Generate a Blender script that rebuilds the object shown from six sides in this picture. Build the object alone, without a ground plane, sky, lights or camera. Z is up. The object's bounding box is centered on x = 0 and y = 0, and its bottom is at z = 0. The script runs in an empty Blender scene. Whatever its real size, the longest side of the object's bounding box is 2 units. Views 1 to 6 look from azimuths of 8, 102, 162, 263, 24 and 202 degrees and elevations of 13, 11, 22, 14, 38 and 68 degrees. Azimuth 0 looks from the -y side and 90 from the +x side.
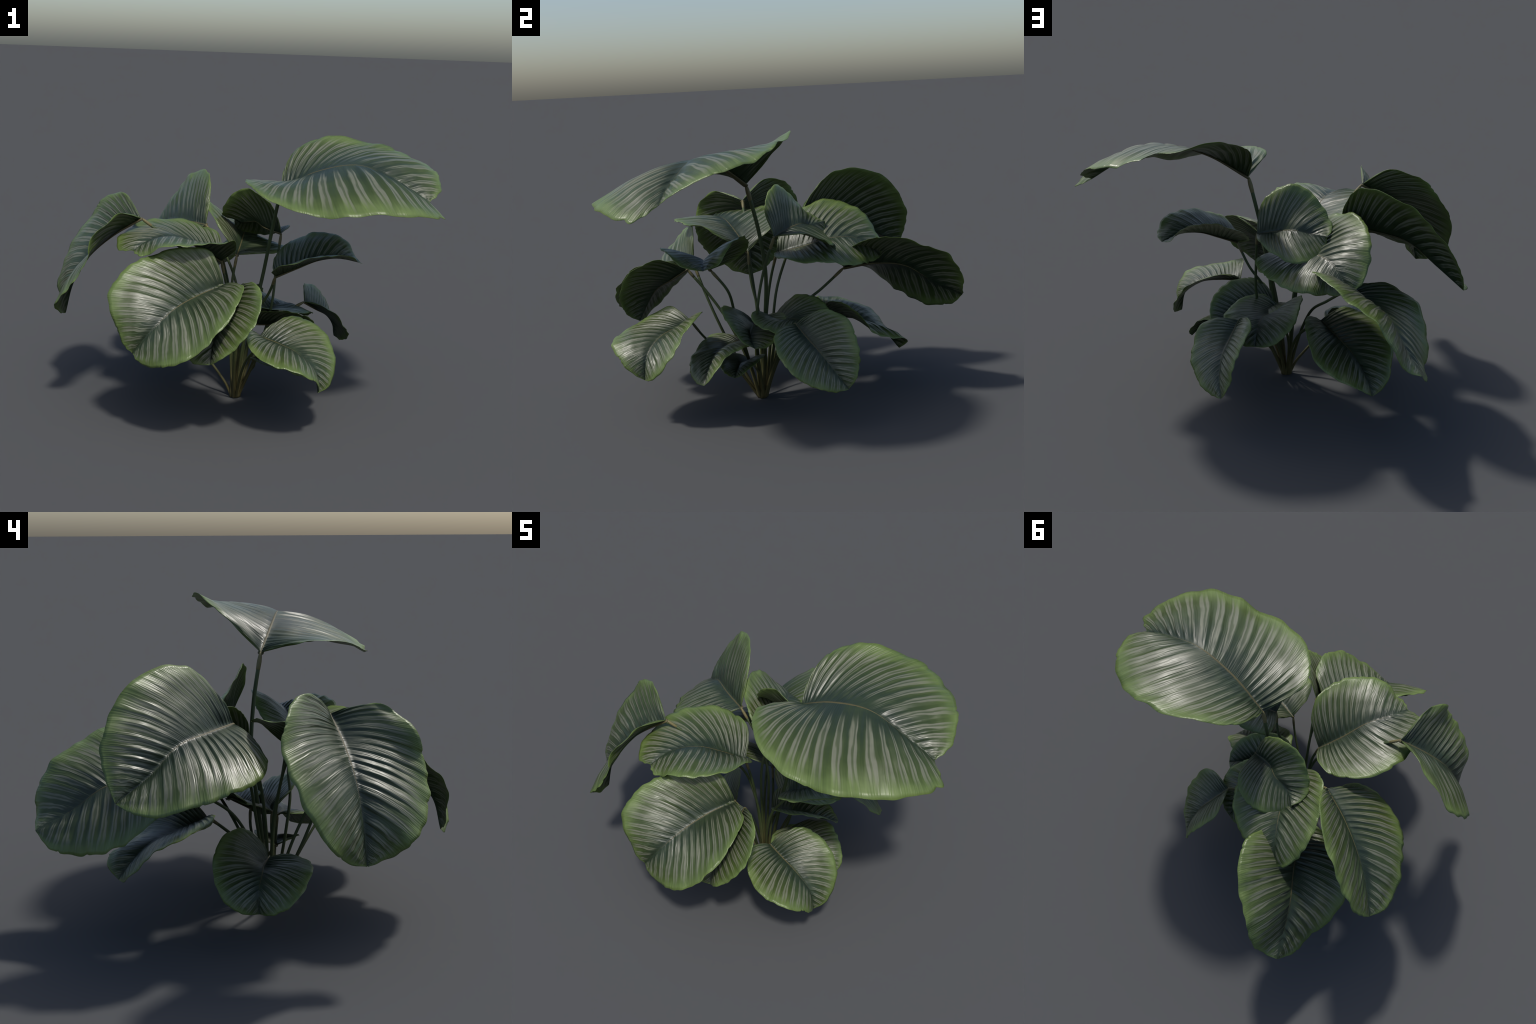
"""A leafy house plant: broad round leaves with pale feathered stripes, each on its own
long stalk that springs from one crowded root crown.

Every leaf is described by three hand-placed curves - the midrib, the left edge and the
right edge, all running from the leaf base to the leaf tip - plus how far each half arches
between midrib and edge, and by the curve of its stalk.  The blade is lofted along the side
veins, which run from the midrib out to the edge."""
import bpy, math, random
import numpy as np

TAU = 2 * math.pi
BANDS = 20            # pale stripes per leaf half
N_S, N_V = 220, 18    # mesh rows along the leaf, columns from midrib to edge


# ------------------------------------------------------------------ curves
def spline(points, t):
    """Catmull-Rom curve through the points, t from 0 to 1."""
    p = np.asarray(points, float)
    n = len(p)
    x = np.clip(np.asarray(t, float) * (n - 1), 0, n - 1 - 1e-9)
    i = x.astype(int)
    f = (x - i)[:, None]
    e = np.vstack([2 * p[0] - p[1], p, 2 * p[-1] - p[-2]])
    a, b, c, d = e[i], e[i + 1], e[i + 2], e[i + 3]
    return 0.5 * (2 * b + (c - a) * f + (2 * a - 5 * b + 4 * c - d) * f ** 2 + (3 * b - a - 3 * c + d) * f ** 3)


def unit(v):
    return v / (np.linalg.norm(v, axis=-1, keepdims=True) + 1e-9)


def smooth(x, lo, hi):
    t = np.clip((x - lo) / (hi - lo), 0, 1)
    return t * t * (3 - 2 * t)


def band_phase(s, side):
    """Which stripe a side vein belongs to; the shader computes the same thing."""
    return BANDS * s + 0.22 * np.sin(TAU * 2.3 * s + side * 1.3) + 0.06 * np.sin(TAU * 6.1 * s + side * 2.1)


# ------------------------------------------------------------------ node helpers
class Nodes:
    def __init__(self, name):
        self.mat = bpy.data.materials.new(name)
        self.mat.use_nodes = True
        self.t = self.mat.node_tree
        self.t.nodes.clear()

    def add(self, kind, **props):
        n = self.t.nodes.new(kind)
        for k, v in props.items():
            setattr(n, k, v)
        return n

    def put(self, socket, value):
        if isinstance(value, bpy.types.NodeSocket):
            self.t.links.new(value, socket)
        else:
            socket.default_value = value

    def math(self, op, a, b=0.0, c=0.0):
        n = self.add("ShaderNodeMath", operation=op)
        for sock, v in zip(n.inputs, (a, b, c)):
            self.put(sock, v)
        return n.outputs[0]

    def ramp(self, x, lo, hi, a=0.0, b=1.0):
        n = self.add("ShaderNodeMapRange", interpolation_type="SMOOTHSTEP")
        for key, v in (("Value", x), ("From Min", lo), ("From Max", hi), ("To Min", a), ("To Max", b)):
            self.put(n.inputs[key], v)
        return n.outputs[0]

    def mix(self, f, a, b):
        n = self.add("ShaderNodeMix", data_type="RGBA")
        self.put(n.inputs[0], f)
        for sock, v in ((n.inputs[6], a), (n.inputs[7], b)):
            self.put(sock, v if isinstance(v, bpy.types.NodeSocket) else (*v, 1))
        return n.outputs[2]

    def vec(self, x, y, z=0.0):
        n = self.add("ShaderNodeCombineXYZ")
        for sock, v in zip(n.inputs, (x, y, z)):
            self.put(sock, v)
        return n.outputs[0]

    def noise(self, vector, scale=1.0, detail=2.0, rough=0.5):
        n = self.add("ShaderNodeTexNoise")
        self.put(n.inputs["Vector"], vector)
        n.inputs["Scale"].default_value, n.inputs["Detail"].default_value, n.inputs["Roughness"].default_value = scale, detail, rough
        return n.outputs["Fac"]


def blade_material(name, under=False):
    """Striped leaf skin.  Generated x runs across the flat blade (0.5 = midrib), y from base to tip."""
    m = Nodes(name)
    xyz = m.add("ShaderNodeSeparateXYZ")
    m.put(xyz.inputs[0], m.add("ShaderNodeTexCoord").outputs["Generated"])
    u = m.math("MULTIPLY_ADD", xyz.outputs[0], 2.0, -1.0)
    s, v, side = xyz.outputs[1], m.math("ABSOLUTE", u), m.math("SIGN", u)
    rnd = m.math("MULTIPLY", m.add("ShaderNodeObjectInfo").outputs["Random"], 37.0)
    sid = m.math("MULTIPLY_ADD", side, 5.0, rnd)

    # stripe phase, the same as band_phase, frayed a little along each vein
    ph = m.math("MULTIPLY", s, float(BANDS))
    for k, f, amp in ((2.3, 1.3, 0.22), (6.1, 2.1, 0.06)):
        arg = m.math("MULTIPLY_ADD", s, TAU * k, m.math("MULTIPLY", side, f))
        ph = m.math("MULTIPLY_ADD", m.math("SINE", arg), amp, ph)
    fray = m.noise(m.vec(m.math("MULTIPLY", v, 2.2), m.math("MULTIPLY", s, 30.0), sid), 1.0, 2.0)
    ph2 = m.math("MULTIPLY_ADD", m.math("SUBTRACT", fray, 0.5), 0.55, ph)
    wave = m.math("SINE", m.math("MULTIPLY", ph2, TAU))
    strength = m.noise(m.vec(0.0, m.math("MULTIPLY", s, 12.0), sid), 1.0, 1.0)
    streak = m.noise(m.vec(m.math("MULTIPLY", v, 1.6), m.math("MULTIPLY", s, 110.0), sid), 1.0, 2.0, 0.5)
    mottle = m.noise(m.vec(m.math("MULTIPLY", u, 5.0), m.math("MULTIPLY", s, 7.0), rnd), 1.0, 3.0, 0.6)

    # pale stripes are narrow at the midrib and widen outwards
    level = m.math("MULTIPLY_ADD", m.ramp(v, 0.05, 0.75), 0.55, -0.42)
    level = m.math("MULTIPLY_ADD", m.math("SUBTRACT", strength, 0.5), 0.6, level)
    level = m.math("MULTIPLY_ADD", m.math("SUBTRACT", streak, 0.5), 1.1, level)
    pale = m.ramp(m.math("ADD", wave, level), -0.20, 0.30)
    pale = m.math("MULTIPLY", pale, m.ramp(wave, 0.80, 0.98, 1.0, 0.28))   # dark vein down the middle of each stripe
    start = m.math("MULTIPLY_ADD", strength, 0.22, m.math("MULTIPLY", fray, 0.10))
    pale = m.math("MULTIPLY", pale, m.ramp(m.math("SUBTRACT", v, start), -0.08, 0.13))
    edge_at = m.math("MULTIPLY_ADD", m.math("SUBTRACT", streak, 0.5), 0.22, v)
    pale = m.math("MULTIPLY", pale, m.ramp(edge_at, 0.80, 1.0, 1.0, 0.0))
    pale = m.math("MULTIPLY", pale, m.ramp(s, 0.02, 0.16, 0.1, 1.0))
    pale = m.math("MULTIPLY", pale, m.ramp(s, 0.93, 1.0, 1.0, 0.3))
    pale = m.math("MULTIPLY", pale, m.ramp(mottle, 0.2, 0.6, 0.72, 1.0))

    green = m.mix(m.ramp(v, 0.05, 0.85), DARK_HEART, DARK_OUTER)
    green = m.mix(m.ramp(mottle, 0.35, 0.75, 0.0, 0.35), green, (0.052, 0.078, 0.026))
    col = m.mix(pale, green, m.mix(streak, PALE_A, PALE_B))
    rim = m.math("MULTIPLY_ADD", m.math("SUBTRACT", mottle, 0.5), 0.12, edge_at)
    rim = m.math("POWER", m.ramp(rim, 0.62, 1.03), 1.7)
    rim = m.math("MAXIMUM", rim, m.math("MULTIPLY", m.ramp(s, 0.0, 0.15, 0.75, 0.0), m.ramp(v, 0.05, 0.5)))
    col = m.mix(rim, col, m.mix(mottle, EDGE_A, EDGE_B))
    # scattered small bruises
    spot = m.noise(m.vec(m.math("MULTIPLY", u, 9.0), m.math("MULTIPLY", s, 26.0), sid), 1.0, 3.0, 0.7)
    col = m.mix(m.ramp(spot, 0.72, 0.80, 0.0, 0.75), col, (0.035, 0.05, 0.022))

    fine = m.math("SINE", m.math("MULTIPLY_ADD", ph2, TAU * 5, m.math("MULTIPLY", fray, 6.0)))
    height = m.math("ADD", m.math("MULTIPLY", streak, 1.4), m.math("MULTIPLY", fine, 0.22))
    height = m.math("MULTIPLY_ADD", mottle, 0.5, height)
    bump = m.add("ShaderNodeBump")
    bump.inputs["Strength"].default_value, bump.inputs["Distance"].default_value = 0.36, 0.0025
    m.put(bump.inputs["Height"], height)
    p = m.add("ShaderNodeBsdfPrincipled")
    m.put(p.inputs["Base Color"], col)
    m.put(p.inputs["Roughness"], m.ramp(mottle, 0.25, 0.75, 0.33, 0.46))
    p.inputs["Specular IOR Level"].default_value = 0.25 if under else 0.5
    m.put(p.inputs["Normal"], bump.outputs[0])
    through = m.add("ShaderNodeBsdfTranslucent")
    m.put(through.inputs["Color"], m.mix(0.6, col, (0.20, 0.30, 0.03)))
    both, out = m.add("ShaderNodeMixShader"), m.add("ShaderNodeOutputMaterial")
    both.inputs[0].default_value = THROUGH
    m.put(both.inputs[1], p.outputs[0])
    m.put(both.inputs[2], through.outputs[0])
    m.put(out.inputs[0], both.outputs[0])
    return m.mat


def stalk_material(name, low, high, z_lo, z_hi):
    """Stalk skin: brownish near the soil, green higher up, with fine lengthwise grain."""
    m = Nodes(name)
    tc = m.add("ShaderNodeTexCoord")
    xyz = m.add("ShaderNodeSeparateXYZ")
    m.put(xyz.inputs[0], tc.outputs["Object"])
    grain = m.noise(m.vec(m.math("MULTIPLY", xyz.outputs[0], 420.0), m.math("MULTIPLY", xyz.outputs[1], 420.0), m.math("MULTIPLY", xyz.outputs[2], 14.0)), 1.0, 2.0)
    z = m.math("MULTIPLY_ADD", m.math("SUBTRACT", grain, 0.5), 0.25 * (z_hi - z_lo), xyz.outputs[2])
    col = m.mix(m.ramp(z, z_lo, z_hi), low, high)
    col = m.mix(m.ramp(grain, 0.35, 0.75, 0.0, 0.4), col, tuple(0.5 * c for c in low))
    bump = m.add("ShaderNodeBump")
    bump.inputs["Strength"].default_value, bump.inputs["Distance"].default_value = 0.4, 0.002
    m.put(bump.inputs["Height"], grain)
    p, out = m.add("ShaderNodeBsdfPrincipled"), m.add("ShaderNodeOutputMaterial")
    m.put(p.inputs["Base Color"], col)
    p.inputs["Roughness"].default_value, p.inputs["Specular IOR Level"].default_value = 0.55, 0.3
    m.put(p.inputs["Normal"], bump.outputs[0])
    m.put(out.inputs[0], p.outputs[0])
    return m.mat


DARK_HEART, DARK_OUTER = (0.018, 0.030, 0.017), (0.043, 0.065, 0.015)
PALE_A, PALE_B = (0.115, 0.125, 0.082), (0.165, 0.172, 0.126)
EDGE_A, EDGE_B = (0.078, 0.122, 0.030), (0.150, 0.210, 0.062)
THROUGH = 0.12

SKIN_TOP = blade_material("leaf_upper_skin")
SKIN_UNDER = blade_material("leaf_under_skin", under=True)
STALK = stalk_material("stalk_skin", (0.080, 0.068, 0.026), (0.046, 0.070, 0.026), 0.02, 0.36)
JOINT = stalk_material("joint_skin", (0.100, 0.095, 0.042), (0.150, 0.130, 0.058), 0.2, 1.0)
RIB = stalk_material("midrib_skin", (0.090, 0.078, 0.034), (0.085, 0.075, 0.034), 0.2, 1.0)


# ------------------------------------------------------------------ building blocks
def new_object(name, verts, faces, mats, parent):
    me = bpy.data.meshes.new(name)
    me.from_pydata([tuple(p) for p in verts], [], faces)
    for mat in mats:
        me.materials.append(mat)
    me.polygons.foreach_set("use_smooth", [True] * len(faces))
    me.update()
    ob = bpy.data.objects.new(name, me)
    bpy.context.scene.collection.objects.link(ob)
    ob.parent = parent
    return ob


def tube(name, path, radius, mat, parent, sides=14, flat=None):
    """Round rod along a path with a radius per point and domed ends; flat = (normals, ratio) squashes it."""
    path, radius = np.asarray(path, float), np.asarray(radius, float)
    tan = unit(np.gradient(path, axis=0))
    lead, tail = path[:1] - tan[:1] * radius[0] * 0.55, path[-1:] + tan[-1:] * radius[-1] * 0.55
    path, radius = np.vstack([lead, path, tail]), np.r_[radius[0] * 0.45, radius, radius[-1] * 0.45]
    tan = np.vstack([tan[:1], tan, tan[-1:]])
    ref = np.array([0.31, 0.95, 0.05]) if flat is None else None
    verts, n = [], len(path)
    for i in range(n):
        up = ref if flat is None else flat[0][min(max(i - 1, 0), n - 3)]
        a = unit(np.cross(tan[i], up))
        b = np.cross(a, tan[i])
        if flat is None:
            ref = b
        squash = 1.0 if flat is None else flat[1]
        for k in range(sides):
            w = TAU * k / sides
            verts.append(path[i] + radius[i] * (math.cos(w) * a + squash * math.sin(w) * b))
    for p in verts:
        p[2] = max(p[2], 0.0)                     # cut off flat at the soil
    faces = [(i * sides + k, i * sides + (k + 1) % sides, (i + 1) * sides + (k + 1) % sides, (i + 1) * sides + k)
             for i in range(n - 1) for k in range(sides)]
    faces += [tuple(range(sides))[::-1], tuple((n - 1) * sides + k for k in range(sides))]
    return new_object(name, verts, faces, [mat], parent)


def leaf(plant, midrib, left_edge, right_edge, stalk, arch=(0.07, 0.07), thick=0.0075, notch=(0, 0), seed=0):
    rng = random.Random(seed)
    midrib = np.array(midrib)
    base, tip = midrib[0], midrib[-1]
    size = np.linalg.norm(np.diff(midrib, axis=0), axis=1).sum()
    s = np.linspace(0.004, 0.997, N_S)
    v = np.linspace(0, 1, N_V + 1)
    vein_from = s ** 1.8                       # where each side vein leaves the midrib
    rib = spline(midrib, vein_from)
    tan = unit(spline(midrib, np.clip(vein_from + 0.02, 0, 1)) - spline(midrib, np.clip(vein_from - 0.02, 0, 1)))
    edges = {sd: spline([base, *pts, tip], s) for sd, pts in ((-1, left_edge), (1, right_edge))}
    core = np.clip(s, 0.10, 0.88)
    across = spline([base, *right_edge, tip], core) - spline([base, *left_edge, tip], core)
    mid_up = unit(np.cross(across, tan))
    halves = {}
    for sd, bow in ((-1, arch[0]), (1, arch[1])):
        chord = edges[sd] - rib
        length = np.linalg.norm(chord, axis=1, keepdims=True)
        square = unit(np.cross(chord, tan) * sd)
        agree = smooth(np.sum(square * mid_up, axis=1, keepdims=True), 0.0, 0.5)
        up = unit(square * agree * np.minimum(1, length / (0.12 * size)) + 0.6 * mid_up)
        ctrl = rib + 0.5 * chord + up * bow * 2 * length - tan * 0.05 * length
        w = v[None, :, None]
        g = (1 - w) ** 2 * rib[:, None] + 2 * w * (1 - w) * ctrl[:, None] + w ** 2 * edges[sd][:, None]
        # relief: pleats along the side veins, finer ribs, and a wavy edge
        n = unit(np.cross(np.gradient(g, axis=1), np.gradient(g, axis=0))) * sd
        n = unit(n + 0.15 * up[:, None])
        S, V = s[:, None], v[None, :]
        ph = band_phase(S, sd)
        fade = smooth(S, 0.0, 0.12) * (1 - 0.8 * smooth(S, 0.85, 1.0))
        swell = smooth(V, 0.0, 0.10) * (1 - 0.75 * smooth(V, 0.45, 0.95))
        a, b, c = (rng.uniform(0, TAU) for _ in range(3))
        pleat = (np.sin(TAU * ph + 1.2 * V + sd) + 0.45 * np.sin(TAU * 2 * ph + 1 + 2 * V) + 0.4 * np.sin(TAU * 0.37 * ph + b)) * 0.0040 * size * fade * swell
        pleat *= 0.65 + 0.45 * np.sin(TAU * 1.6 * S + 3.1 * V + c) + 0.25 * np.sin(TAU * 4.3 * S - 5 * V + a)
        edge_wave = (np.sin(TAU * 4.2 * S + a) + 0.7 * np.sin(TAU * 7.7 * S + b + 2 * np.sin(TAU * 1.7 * S)))
        edge_wave = edge_wave * 0.0075 * size * V ** 4 * fade
        lump = (np.sin(TAU * 2.1 * S + 3 * V + b) * np.sin(2.5 * TAU * V + c)) * 0.004 * size * fade * V
        g = g + n * (pleat + edge_wave + lump)[..., None]
        out = unit(edges[sd] - rib)[:, None]
        nick = (np.sin(TAU * 5.3 * S + c + 3 * np.sin(TAU * 2.1 * S + b)) + 0.6 * np.sin(TAU * 11 * S + a + 4 * np.sin(TAU * 1.3 * S + c))) * 0.0048 * size * V ** 6 * fade
        for _ in range(4):                      # a few torn nicks
            nick = nick - rng.uniform(0.004, 0.011) * size * np.exp(-((S - rng.uniform(0.15, 0.92)) / rng.uniform(0.005, 0.012)) ** 2) * V ** 9
        # the two halves reach a little past the midrib's end, leaving a notch at the tip
        reach = (np.exp(-((S - 0.915) / 0.03) ** 2) + 0.9 * np.exp(-((S - 0.962) / 0.015) ** 2)) * V ** 2 * notch[0 if sd < 0 else 1] * size
        halves[sd] = (g + out * nick[..., None] + tan[:, None] * reach[..., None], n)
    # one sheet: left edge ... midrib ... right edge.  The mesh itself is the blade laid flat, which gives
    # the material its Generated coordinates; a shape key at full strength bends it into its grown form
    grid = np.concatenate([halves[-1][0][:, :0:-1], halves[1][0]], axis=1)
    cols = grid.shape[1]
    faces = [(i * cols + j, i * cols + j + 1, (i + 1) * cols + j + 1, (i + 1) * cols + j) for i in range(N_S - 1) for j in range(cols - 1)]
    laid_flat = [(x, y, 0.0) for y in s for x in np.linspace(-1, 1, cols)]
    blade = new_object("leaf", laid_flat, faces, [SKIN_TOP, SKIN_UNDER], plant)
    me = blade.data
    me.use_auto_texspace = False
    me.texspace_location, me.texspace_size = (0, 0.5, 0), (1, 0.5, 1)
    blade.shape_key_add(name="laid_flat")
    grown = blade.shape_key_add(name="grown")
    grown.data.foreach_set("co", grid.reshape(-1).astype(np.float32))
    grown.value = 1.0
    skin = blade.modifiers.new("thickness", "SOLIDIFY")
    skin.thickness, skin.offset, skin.material_offset, skin.material_offset_rim = 0.0011, -1.0, 1, 0
    # raised midrib
    t = np.linspace(0.0, 0.80, 48)
    line = spline(midrib, t)
    normal = np.stack([np.interp(t, vein_from, mid_up[:, k]) for k in range(3)], axis=1)
    r = (0.0055 + 0.0100 * size) * (1 - t / 0.80) ** 1.3 + 0.0005
    tube("midrib", line - normal * (r * 0.32)[:, None], r, RIB, blade, 10, flat=(normal, 0.55))
    # stalk, and the paler swollen joint that carries the blade
    path = spline(stalk, np.linspace(0, 1, 60))
    along = np.r_[0, np.cumsum(np.linalg.norm(np.diff(path, axis=0), axis=1))]
    k = int(np.searchsorted(along, along[-1] - 0.045 - 0.05 * size))
    rad = thick * (1 + 0.10 * np.exp(-along / 0.05) + 0.25 * np.exp(-along / 0.25))
    tube("petiole", path[: k + 1], rad[: k + 1], STALK, blade)
    end = np.linspace(0, 1, len(path) - k)
    rj = thick * (1.06 + 0.12 * np.sin(end * math.pi)) * (1 - 0.4 * smooth(end, 0.6, 1.0))
    tube("leaf_joint", path[k:], rj, JOINT, blade)
    return blade


# ------------------------------------------------------------------ the plant
plant = bpy.data.objects.new("striped_house_plant", None)
plant["label"] = "leafy plant with big round silver-striped green leaves on long stalks"
plant["category"] = "house plant"
bpy.context.scene.collection.objects.link(plant)

# tall top leaf, reaching right
leaf(plant,
     midrib=[(0.186, -0.109, 1.152), (0.377, -0.188, 1.264), (0.589, -0.25, 1.312), (0.782, -0.287, 1.24), (0.935, -0.305, 1.155)],
     left_edge=[(0.22, 0.064, 1.329), (0.349, 0.143, 1.403), (0.497, 0.179, 1.408), (0.648, 0.173, 1.383), (0.787, 0.136, 1.348), (0.904, 0.054, 1.313), (0.972, -0.067, 1.271), (0.99, -0.197, 1.226)],
     right_edge=[(0.036, -0.308, 1.213), (0.082, -0.487, 1.209), (0.211, -0.603, 1.156), (0.386, -0.667, 1.121), (0.573, -0.691, 1.128), (0.758, -0.664, 1.143), (0.906, -0.563, 1.124), (0.99, -0.424, 1.103)],
     stalk=[(0, -0.127, 0), (0.028, -0.099, 0.233), (0.063, -0.074, 0.464), (0.104, -0.052, 0.695), (0.142, -0.069, 0.924), (0.186, -0.109, 1.152)],
     arch=(0.07, 0.07), thick=0.0095, notch=(0.014, 0.028), seed=1)

# far left leaf, drooping
leaf(plant,
     midrib=[(-0.507, -0.3, 0.989), (-0.649, -0.326, 0.896), (-0.769, -0.349, 0.78), (-0.849, -0.362, 0.637), (-0.89, -0.371, 0.475)],
     left_edge=[(-0.568, -0.468, 1.035), (-0.625, -0.568, 0.991), (-0.672, -0.626, 0.907), (-0.701, -0.646, 0.802), (-0.752, -0.643, 0.708), (-0.828, -0.617, 0.633), (-0.878, -0.553, 0.563), (-0.885, -0.467, 0.504)],
     right_edge=[(-0.619, -0.191, 1.093), (-0.718, -0.109, 1.079), (-0.808, -0.063, 1.007), (-0.884, -0.053, 0.906), (-0.945, -0.087, 0.802), (-0.985, -0.143, 0.691), (-0.986, -0.208, 0.584), (-0.943, -0.287, 0.509)],
     stalk=[(-0.037, -0.134, 0), (-0.042, -0.13, 0.243), (-0.068, -0.148, 0.48), (-0.129, -0.184, 0.695), (-0.315, -0.241, 0.838), (-0.507, -0.3, 0.989)],
     arch=(0.07, 0.07), thick=0.007, notch=(0, 0), seed=2)

# left rear leaf, held upright
leaf(plant,
     midrib=[(-0.241, 0.065, 0.905), (-0.38, 0.182, 0.899), (-0.503, 0.312, 0.876), (-0.601, 0.43, 0.783), (-0.683, 0.563, 0.699)],
     left_edge=[(-0.385, -0.033, 0.833), (-0.496, -0.045, 0.786), (-0.596, -0.011, 0.75), (-0.676, 0.062, 0.731), (-0.727, 0.16, 0.717), (-0.754, 0.269, 0.692), (-0.763, 0.38, 0.665), (-0.745, 0.486, 0.672)],
     right_edge=[(-0.236, 0.16, 1.075), (-0.264, 0.254, 1.156), (-0.318, 0.36, 1.173), (-0.388, 0.457, 1.14), (-0.464, 0.535, 1.079), (-0.537, 0.589, 0.99), (-0.601, 0.616, 0.887), (-0.654, 0.599, 0.792)],
     stalk=[(-0.035, -0.116, 0), (-0.028, -0.089, 0.198), (-0.029, -0.059, 0.395), (-0.043, -0.028, 0.588), (-0.121, 0.021, 0.757), (-0.241, 0.065, 0.905)],
     arch=(0.07, 0.07), thick=0.007, notch=(0, 0), seed=3)

# front left leaf, level
leaf(plant,
     midrib=[(-0.104, -0.188, 0.765), (-0.207, -0.265, 0.845), (-0.302, -0.354, 0.913), (-0.408, -0.446, 0.918), (-0.483, -0.538, 0.87)],
     left_edge=[(-0.014, -0.295, 0.852), (-0.002, -0.381, 0.91), (-0.031, -0.467, 0.931), (-0.089, -0.541, 0.928), (-0.165, -0.597, 0.928), (-0.254, -0.627, 0.925), (-0.343, -0.624, 0.904), (-0.414, -0.592, 0.863)],
     right_edge=[(-0.142, -0.065, 0.882), (-0.243, -0.014, 0.921), (-0.357, -0.024, 0.942), (-0.46, -0.083, 0.954), (-0.534, -0.176, 0.949), (-0.581, -0.287, 0.929), (-0.593, -0.404, 0.907), (-0.568, -0.504, 0.874)],
     stalk=[(-0.037, -0.141, -0), (-0.043, -0.129, 0.154), (-0.056, -0.128, 0.308), (-0.067, -0.14, 0.462), (-0.074, -0.171, 0.613), (-0.104, -0.188, 0.765)],
     arch=(0.07, 0.07), thick=0.007, notch=(0.02, 0.02), seed=4)

# rear leaf
leaf(plant,
     midrib=[(-0.185, 0.307, 0.661), (-0.222, 0.47, 0.677), (-0.267, 0.624, 0.651), (-0.29, 0.763, 0.561), (-0.31, 0.915, 0.484)],
     left_edge=[(-0.357, 0.26, 0.655), (-0.465, 0.296, 0.635), (-0.522, 0.379, 0.594), (-0.532, 0.471, 0.53), (-0.509, 0.56, 0.464), (-0.465, 0.656, 0.42), (-0.409, 0.756, 0.407), (-0.359, 0.853, 0.422)],
     right_edge=[(-0.037, 0.354, 0.769), (0.037, 0.428, 0.838), (0.047, 0.54, 0.864), (0.012, 0.657, 0.84), (-0.046, 0.759, 0.79), (-0.114, 0.853, 0.73), (-0.168, 0.914, 0.636), (-0.22, 0.919, 0.534)],
     stalk=[(-0.027, -0.112, 0), (-0.049, -0.075, 0.163), (-0.072, -0.022, 0.319), (-0.096, 0.063, 0.459), (-0.13, 0.19, 0.559), (-0.185, 0.307, 0.661)],
     arch=(0.07, 0.07), thick=0.007, notch=(0, 0), seed=5)

# rear leaf, drooping low
leaf(plant,
     midrib=[(-0.101, 0.174, 0.448), (-0.143, 0.285, 0.411), (-0.176, 0.402, 0.379), (-0.205, 0.504, 0.31), (-0.222, 0.582, 0.214)],
     left_edge=[(-0.225, 0.148, 0.489), (-0.307, 0.177, 0.48), (-0.357, 0.243, 0.457), (-0.381, 0.324, 0.434), (-0.387, 0.402, 0.398), (-0.375, 0.468, 0.342), (-0.343, 0.518, 0.277), (-0.29, 0.556, 0.227)],
     right_edge=[(-0.011, 0.249, 0.515), (0.032, 0.325, 0.523), (0.047, 0.395, 0.479), (0.038, 0.447, 0.409), (0.003, 0.493, 0.347), (-0.05, 0.557, 0.317), (-0.112, 0.617, 0.3), (-0.177, 0.627, 0.258)],
     stalk=[(-0.025, -0.111, 0), (-0.021, -0.077, 0.105), (-0.022, -0.034, 0.207), (-0.036, 0.022, 0.301), (-0.065, 0.096, 0.377), (-0.101, 0.174, 0.448)],
     arch=(0.07, 0.07), thick=0.007, notch=(0, 0), seed=6)

# low left leaf
leaf(plant,
     midrib=[(-0.23, -0.088, 0.289), (-0.334, -0.051, 0.287), (-0.438, -0.032, 0.295), (-0.52, -0.006, 0.246), (-0.538, -0.007, 0.15)],
     left_edge=[(-0.264, -0.199, 0.307), (-0.325, -0.247, 0.298), (-0.398, -0.258, 0.3), (-0.471, -0.242, 0.297), (-0.535, -0.21, 0.275), (-0.583, -0.167, 0.234), (-0.602, -0.111, 0.192), (-0.585, -0.052, 0.162)],
     right_edge=[(-0.23, -0.026, 0.4), (-0.251, 0.049, 0.438), (-0.295, 0.116, 0.423), (-0.349, 0.16, 0.373), (-0.404, 0.177, 0.308), (-0.458, 0.164, 0.24), (-0.503, 0.124, 0.181), (-0.531, 0.062, 0.15)],
     stalk=[(-0.039, -0.127, 0), (-0.07, -0.124, 0.063), (-0.112, -0.116, 0.118), (-0.156, -0.108, 0.171), (-0.194, -0.098, 0.23), (-0.23, -0.088, 0.289)],
     arch=(0.07, 0.07), thick=0.006, notch=(0, 0), seed=7)

# big front leaf
leaf(plant,
     midrib=[(-0.039, -0.467, 0.712), (-0.145, -0.586, 0.68), (-0.226, -0.717, 0.645), (-0.31, -0.804, 0.563), (-0.403, -0.819, 0.442)],
     left_edge=[(0.071, -0.596, 0.752), (0.093, -0.712, 0.734), (0.074, -0.81, 0.683), (0.026, -0.881, 0.607), (-0.043, -0.922, 0.527), (-0.135, -0.935, 0.459), (-0.235, -0.911, 0.419), (-0.328, -0.87, 0.407)],
     right_edge=[(-0.101, -0.479, 0.875), (-0.217, -0.524, 0.901), (-0.331, -0.567, 0.885), (-0.43, -0.621, 0.846), (-0.501, -0.693, 0.789), (-0.536, -0.767, 0.711), (-0.507, -0.811, 0.616), (-0.461, -0.824, 0.522)],
     stalk=[(-0.021, -0.151, -0), (-0.015, -0.22, 0.141), (-0.006, -0.287, 0.282), (0.004, -0.347, 0.427), (-0.004, -0.406, 0.571), (-0.039, -0.467, 0.712)],
     arch=(0.07, 0.07), thick=0.007, notch=(0.012, 0.015), seed=8)

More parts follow.
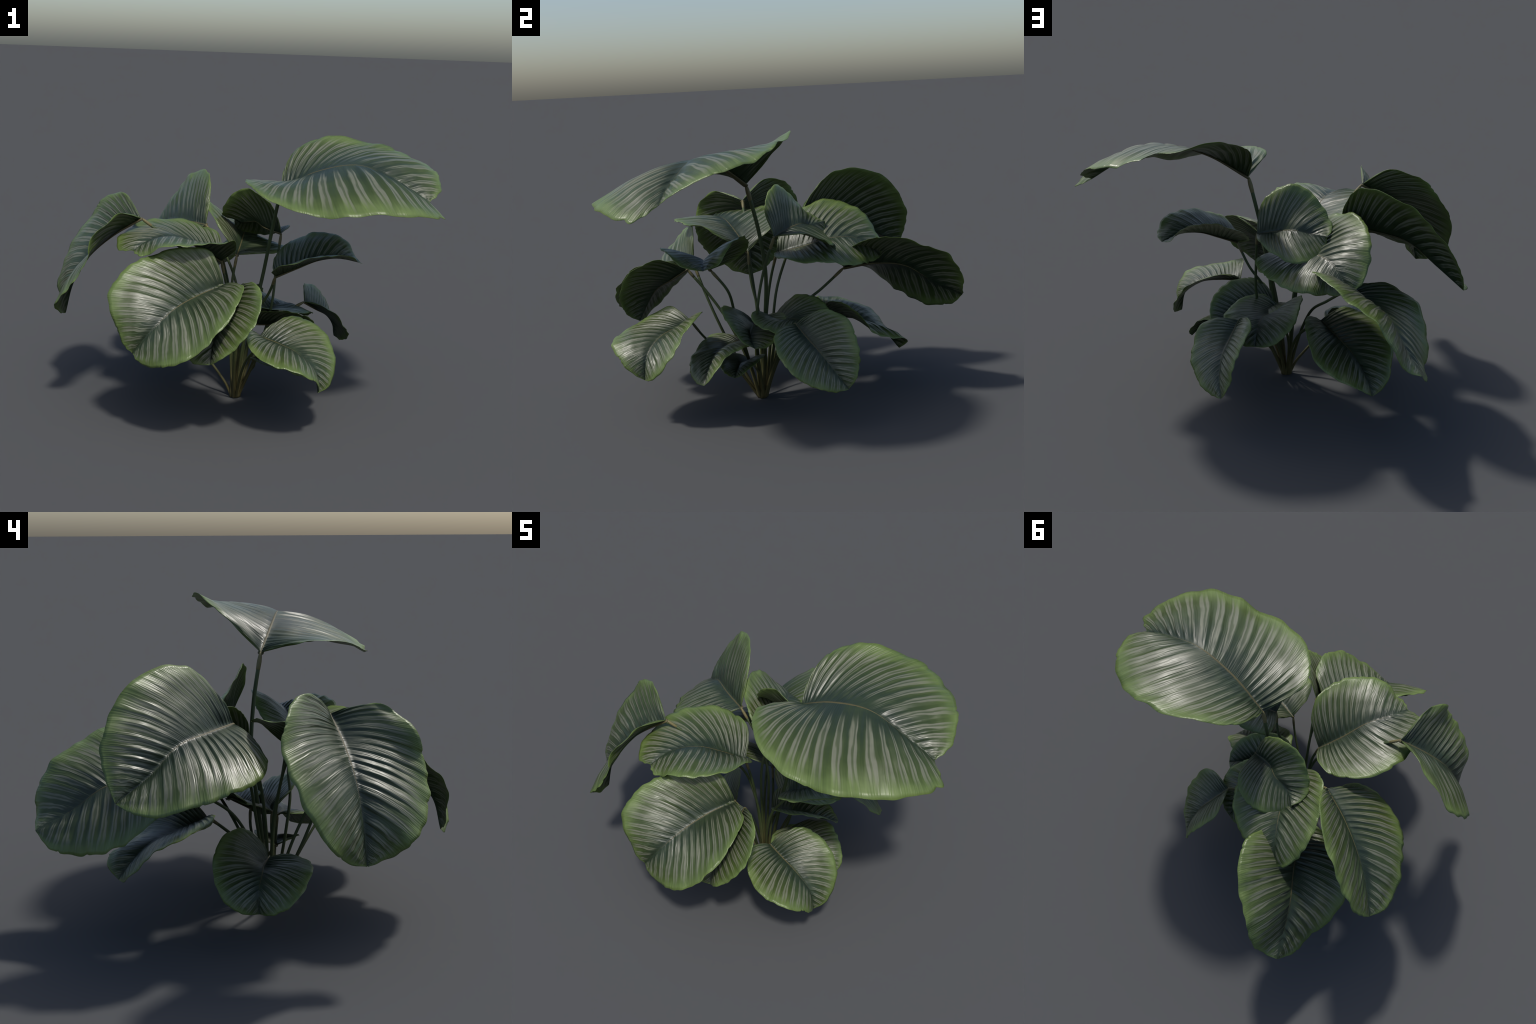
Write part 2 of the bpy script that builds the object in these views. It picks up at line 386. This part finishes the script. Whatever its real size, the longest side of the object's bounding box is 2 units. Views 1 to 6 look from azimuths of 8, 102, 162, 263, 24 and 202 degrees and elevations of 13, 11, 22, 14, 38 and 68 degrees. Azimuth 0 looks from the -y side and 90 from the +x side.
# centre leaf
leaf(plant,
     midrib=[(-0.049, -0.024, 0.766), (-0.051, 0.12, 0.803), (-0.056, 0.26, 0.843), (-0.088, 0.396, 0.832), (-0.123, 0.508, 0.736)],
     left_edge=[(-0.145, -0.009, 0.895), (-0.204, 0.045, 0.96), (-0.242, 0.128, 0.999), (-0.266, 0.223, 1.014), (-0.273, 0.319, 0.994), (-0.262, 0.405, 0.942), (-0.236, 0.467, 0.868), (-0.19, 0.5, 0.791)],
     right_edge=[(0.104, -0.002, 0.781), (0.186, 0.056, 0.783), (0.225, 0.142, 0.777), (0.22, 0.236, 0.768), (0.18, 0.323, 0.756), (0.12, 0.398, 0.738), (0.041, 0.45, 0.728), (-0.046, 0.469, 0.723)],
     stalk=[(-0.026, -0.11, 0), (-0.036, -0.109, 0.155), (-0.047, -0.104, 0.311), (-0.057, -0.091, 0.466), (-0.064, -0.066, 0.619), (-0.049, -0.024, 0.766)],
     arch=(0.07, 0.07), thick=0.007, notch=(0.01, 0.01), seed=9)

# centre leaf, folded upwards
leaf(plant,
     midrib=[(0.182, 0.017, 0.892), (0.09, 0.053, 0.91), (0.026, 0.117, 0.931), (-0.055, 0.151, 0.915), (-0.109, 0.229, 0.922)],
     left_edge=[(0.156, -0.028, 1.002), (0.11, -0.031, 1.07), (0.046, -0.02, 1.114), (-0.028, 0.003, 1.125), (-0.091, 0.032, 1.089), (-0.136, 0.07, 1.03), (-0.163, 0.12, 0.974), (-0.156, 0.179, 0.932)],
     right_edge=[(0.212, 0.125, 0.906), (0.208, 0.194, 0.907), (0.178, 0.243, 0.88), (0.129, 0.273, 0.846), (0.068, 0.288, 0.827), (0.001, 0.284, 0.825), (-0.059, 0.262, 0.834), (-0.102, 0.23, 0.86)],
     stalk=[(-0.002, -0.118, -0), (0.064, -0.118, 0.175), (0.123, -0.111, 0.353), (0.16, -0.09, 0.534), (0.17, -0.048, 0.716), (0.182, 0.017, 0.892)],
     arch=(0.07, 0.07), thick=0.007, notch=(0, 0), seed=10)

# right rear leaf
leaf(plant,
     midrib=[(0.314, 0.128, 0.49), (0.376, 0.195, 0.436), (0.435, 0.263, 0.384), (0.469, 0.33, 0.31), (0.479, 0.396, 0.223)],
     left_edge=[(0.299, 0.222, 0.547), (0.297, 0.293, 0.555), (0.32, 0.353, 0.54), (0.36, 0.398, 0.508), (0.399, 0.426, 0.461), (0.427, 0.444, 0.399), (0.447, 0.447, 0.332), (0.464, 0.432, 0.27)],
     right_edge=[(0.411, 0.07, 0.492), (0.477, 0.054, 0.468), (0.522, 0.072, 0.417), (0.553, 0.11, 0.361), (0.57, 0.16, 0.311), (0.566, 0.22, 0.269), (0.547, 0.284, 0.237), (0.516, 0.344, 0.22)],
     stalk=[(-0.005, -0.117, 0), (0.024, -0.073, 0.121), (0.063, -0.025, 0.238), (0.121, 0.026, 0.345), (0.208, 0.078, 0.429), (0.314, 0.128, 0.49)],
     arch=(0.07, 0.07), thick=0.007, notch=(0, 0), seed=11)

# front leaf behind the big one
leaf(plant,
     midrib=[(0.026, -0.486, 0.702), (0.009, -0.585, 0.642), (-0.016, -0.677, 0.586), (-0.034, -0.74, 0.501), (-0.038, -0.792, 0.407)],
     left_edge=[(0.102, -0.574, 0.762), (0.151, -0.645, 0.768), (0.184, -0.713, 0.742), (0.191, -0.77, 0.688), (0.168, -0.808, 0.621), (0.125, -0.831, 0.553), (0.068, -0.837, 0.494), (0.01, -0.831, 0.445)],
     right_edge=[(-0.099, -0.469, 0.718), (-0.177, -0.49, 0.702), (-0.222, -0.539, 0.66), (-0.237, -0.598, 0.606), (-0.23, -0.657, 0.547), (-0.208, -0.713, 0.488), (-0.169, -0.761, 0.434), (-0.109, -0.79, 0.404)],
     stalk=[(-0.018, -0.149, 0), (-0.019, -0.186, 0.153), (-0.014, -0.239, 0.301), (-0.006, -0.308, 0.444), (0.008, -0.392, 0.576), (0.026, -0.486, 0.702)],
     arch=(0.07, 0.07), thick=0.007, notch=(0, 0), seed=12)

# front right leaf
leaf(plant,
     midrib=[(0.148, -0.445, 0.454), (0.251, -0.508, 0.445), (0.35, -0.559, 0.421), (0.434, -0.591, 0.358), (0.46, -0.602, 0.242)],
     left_edge=[(0.227, -0.364, 0.522), (0.307, -0.341, 0.541), (0.386, -0.349, 0.529), (0.453, -0.373, 0.492), (0.502, -0.403, 0.434), (0.529, -0.442, 0.368), (0.529, -0.494, 0.306), (0.508, -0.552, 0.259)],
     right_edge=[(0.101, -0.554, 0.517), (0.111, -0.647, 0.495), (0.154, -0.719, 0.457), (0.226, -0.771, 0.431), (0.314, -0.796, 0.416), (0.399, -0.782, 0.387), (0.456, -0.728, 0.345), (0.471, -0.668, 0.284)],
     stalk=[(-0.011, -0.148, 0), (0.009, -0.204, 0.097), (0.033, -0.263, 0.191), (0.066, -0.325, 0.281), (0.114, -0.39, 0.362), (0.148, -0.445, 0.454)],
     arch=(0.07, 0.07), thick=0.006, notch=(0, 0), seed=13)

# right leaf, cupped
leaf(plant,
     midrib=[(0.199, -0.312, 0.734), (0.304, -0.296, 0.781), (0.406, -0.278, 0.823), (0.512, -0.255, 0.836), (0.618, -0.224, 0.815)],
     left_edge=[(0.167, -0.196, 0.778), (0.187, -0.129, 0.826), (0.241, -0.095, 0.875), (0.316, -0.086, 0.912), (0.397, -0.091, 0.933), (0.479, -0.104, 0.932), (0.547, -0.127, 0.895), (0.587, -0.162, 0.839)],
     right_edge=[(0.19, -0.43, 0.784), (0.237, -0.49, 0.824), (0.311, -0.51, 0.857), (0.393, -0.499, 0.882), (0.472, -0.467, 0.894), (0.545, -0.421, 0.887), (0.602, -0.362, 0.86), (0.628, -0.295, 0.827)],
     stalk=[(-0.005, -0.144, 0), (0.007, -0.176, 0.162), (0.029, -0.207, 0.323), (0.071, -0.233, 0.48), (0.154, -0.24, 0.615), (0.199, -0.312, 0.734)],
     arch=(0.07, 0.07), thick=0.007, notch=(0, 0), seed=14)

# low right inner leaf
leaf(plant,
     midrib=[(0.032, -0.14, 0.421), (0.127, -0.128, 0.42), (0.221, -0.118, 0.42), (0.309, -0.095, 0.403), (0.397, -0.059, 0.388)],
     left_edge=[(0.005, -0.05, 0.459), (0.023, 0.012, 0.476), (0.074, 0.05, 0.476), (0.137, 0.065, 0.462), (0.2, 0.063, 0.441), (0.262, 0.049, 0.418), (0.319, 0.025, 0.398), (0.366, -0.011, 0.386)],
     right_edge=[(0.056, -0.218, 0.491), (0.101, -0.26, 0.525), (0.165, -0.273, 0.538), (0.234, -0.261, 0.538), (0.299, -0.234, 0.529), (0.354, -0.196, 0.505), (0.391, -0.154, 0.465), (0.406, -0.11, 0.419)],
     stalk=[(0.001, -0.134, 0), (0.007, -0.14, 0.084), (0.013, -0.143, 0.169), (0.02, -0.144, 0.253), (0.027, -0.137, 0.337), (0.032, -0.14, 0.421)],
     arch=(0.07, 0.07), thick=0.006, notch=(0, 0), seed=15)

# low rear inner leaf
leaf(plant,
     midrib=[(0.043, -0.039, 0.441), (0.118, 0.032, 0.457), (0.184, 0.105, 0.479), (0.234, 0.184, 0.457), (0.266, 0.245, 0.392)],
     left_edge=[(-0.022, 0.018, 0.511), (-0.034, 0.077, 0.55), (-0.014, 0.142, 0.558), (0.018, 0.203, 0.541), (0.055, 0.251, 0.507), (0.102, 0.282, 0.464), (0.157, 0.288, 0.423), (0.212, 0.274, 0.395)],
     right_edge=[(0.114, -0.107, 0.503), (0.192, -0.118, 0.502), (0.264, -0.095, 0.49), (0.324, -0.048, 0.477), (0.363, 0.014, 0.464), (0.371, 0.087, 0.443), (0.353, 0.154, 0.415), (0.317, 0.208, 0.389)],
     stalk=[(-0.009, -0.113, 0), (-0.015, -0.093, 0.089), (-0.014, -0.073, 0.179), (-0, -0.054, 0.267), (0.034, -0.038, 0.351), (0.043, -0.039, 0.441)],
     arch=(0.07, 0.07), thick=0.0065, notch=(0, 0), seed=16)

# low right leaf
leaf(plant,
     midrib=[(0.164, -0.187, 0.364), (0.242, -0.236, 0.361), (0.32, -0.276, 0.339), (0.397, -0.294, 0.291), (0.469, -0.3, 0.224)],
     left_edge=[(0.21, -0.1, 0.354), (0.261, -0.064, 0.365), (0.319, -0.07, 0.379), (0.372, -0.104, 0.388), (0.416, -0.148, 0.382), (0.455, -0.191, 0.355), (0.483, -0.228, 0.311), (0.488, -0.262, 0.261)],
     right_edge=[(0.105, -0.269, 0.378), (0.107, -0.337, 0.381), (0.144, -0.386, 0.356), (0.199, -0.415, 0.322), (0.26, -0.426, 0.29), (0.324, -0.416, 0.26), (0.383, -0.386, 0.235), (0.433, -0.347, 0.222)],
     stalk=[(-0, -0.136, -0), (0.028, -0.145, 0.075), (0.058, -0.154, 0.149), (0.091, -0.164, 0.222), (0.126, -0.175, 0.293), (0.164, -0.187, 0.364)],
     arch=(0.07, 0.07), thick=0.006, notch=(0, 0), seed=17)

# smallest leaf, near the soil
leaf(plant,
     midrib=[(0.074, -0.168, 0.233), (0.131, -0.176, 0.239), (0.184, -0.187, 0.247), (0.236, -0.193, 0.231), (0.286, -0.196, 0.202)],
     left_edge=[(0.081, -0.111, 0.257), (0.104, -0.081, 0.272), (0.141, -0.07, 0.279), (0.181, -0.074, 0.278), (0.218, -0.088, 0.269), (0.25, -0.109, 0.254), (0.275, -0.135, 0.236), (0.287, -0.164, 0.216)],
     right_edge=[(0.065, -0.224, 0.261), (0.079, -0.26, 0.271), (0.111, -0.283, 0.267), (0.148, -0.293, 0.256), (0.187, -0.292, 0.244), (0.225, -0.281, 0.232), (0.257, -0.259, 0.221), (0.278, -0.229, 0.211)],
     stalk=[(-0.006, -0.138, 0), (0.005, -0.129, 0.052), (0.029, -0.122, 0.101), (0.058, -0.122, 0.147), (0.084, -0.135, 0.192), (0.074, -0.168, 0.233)],
     arch=(0.07, 0.07), thick=0.005, notch=(0, 0), seed=18)
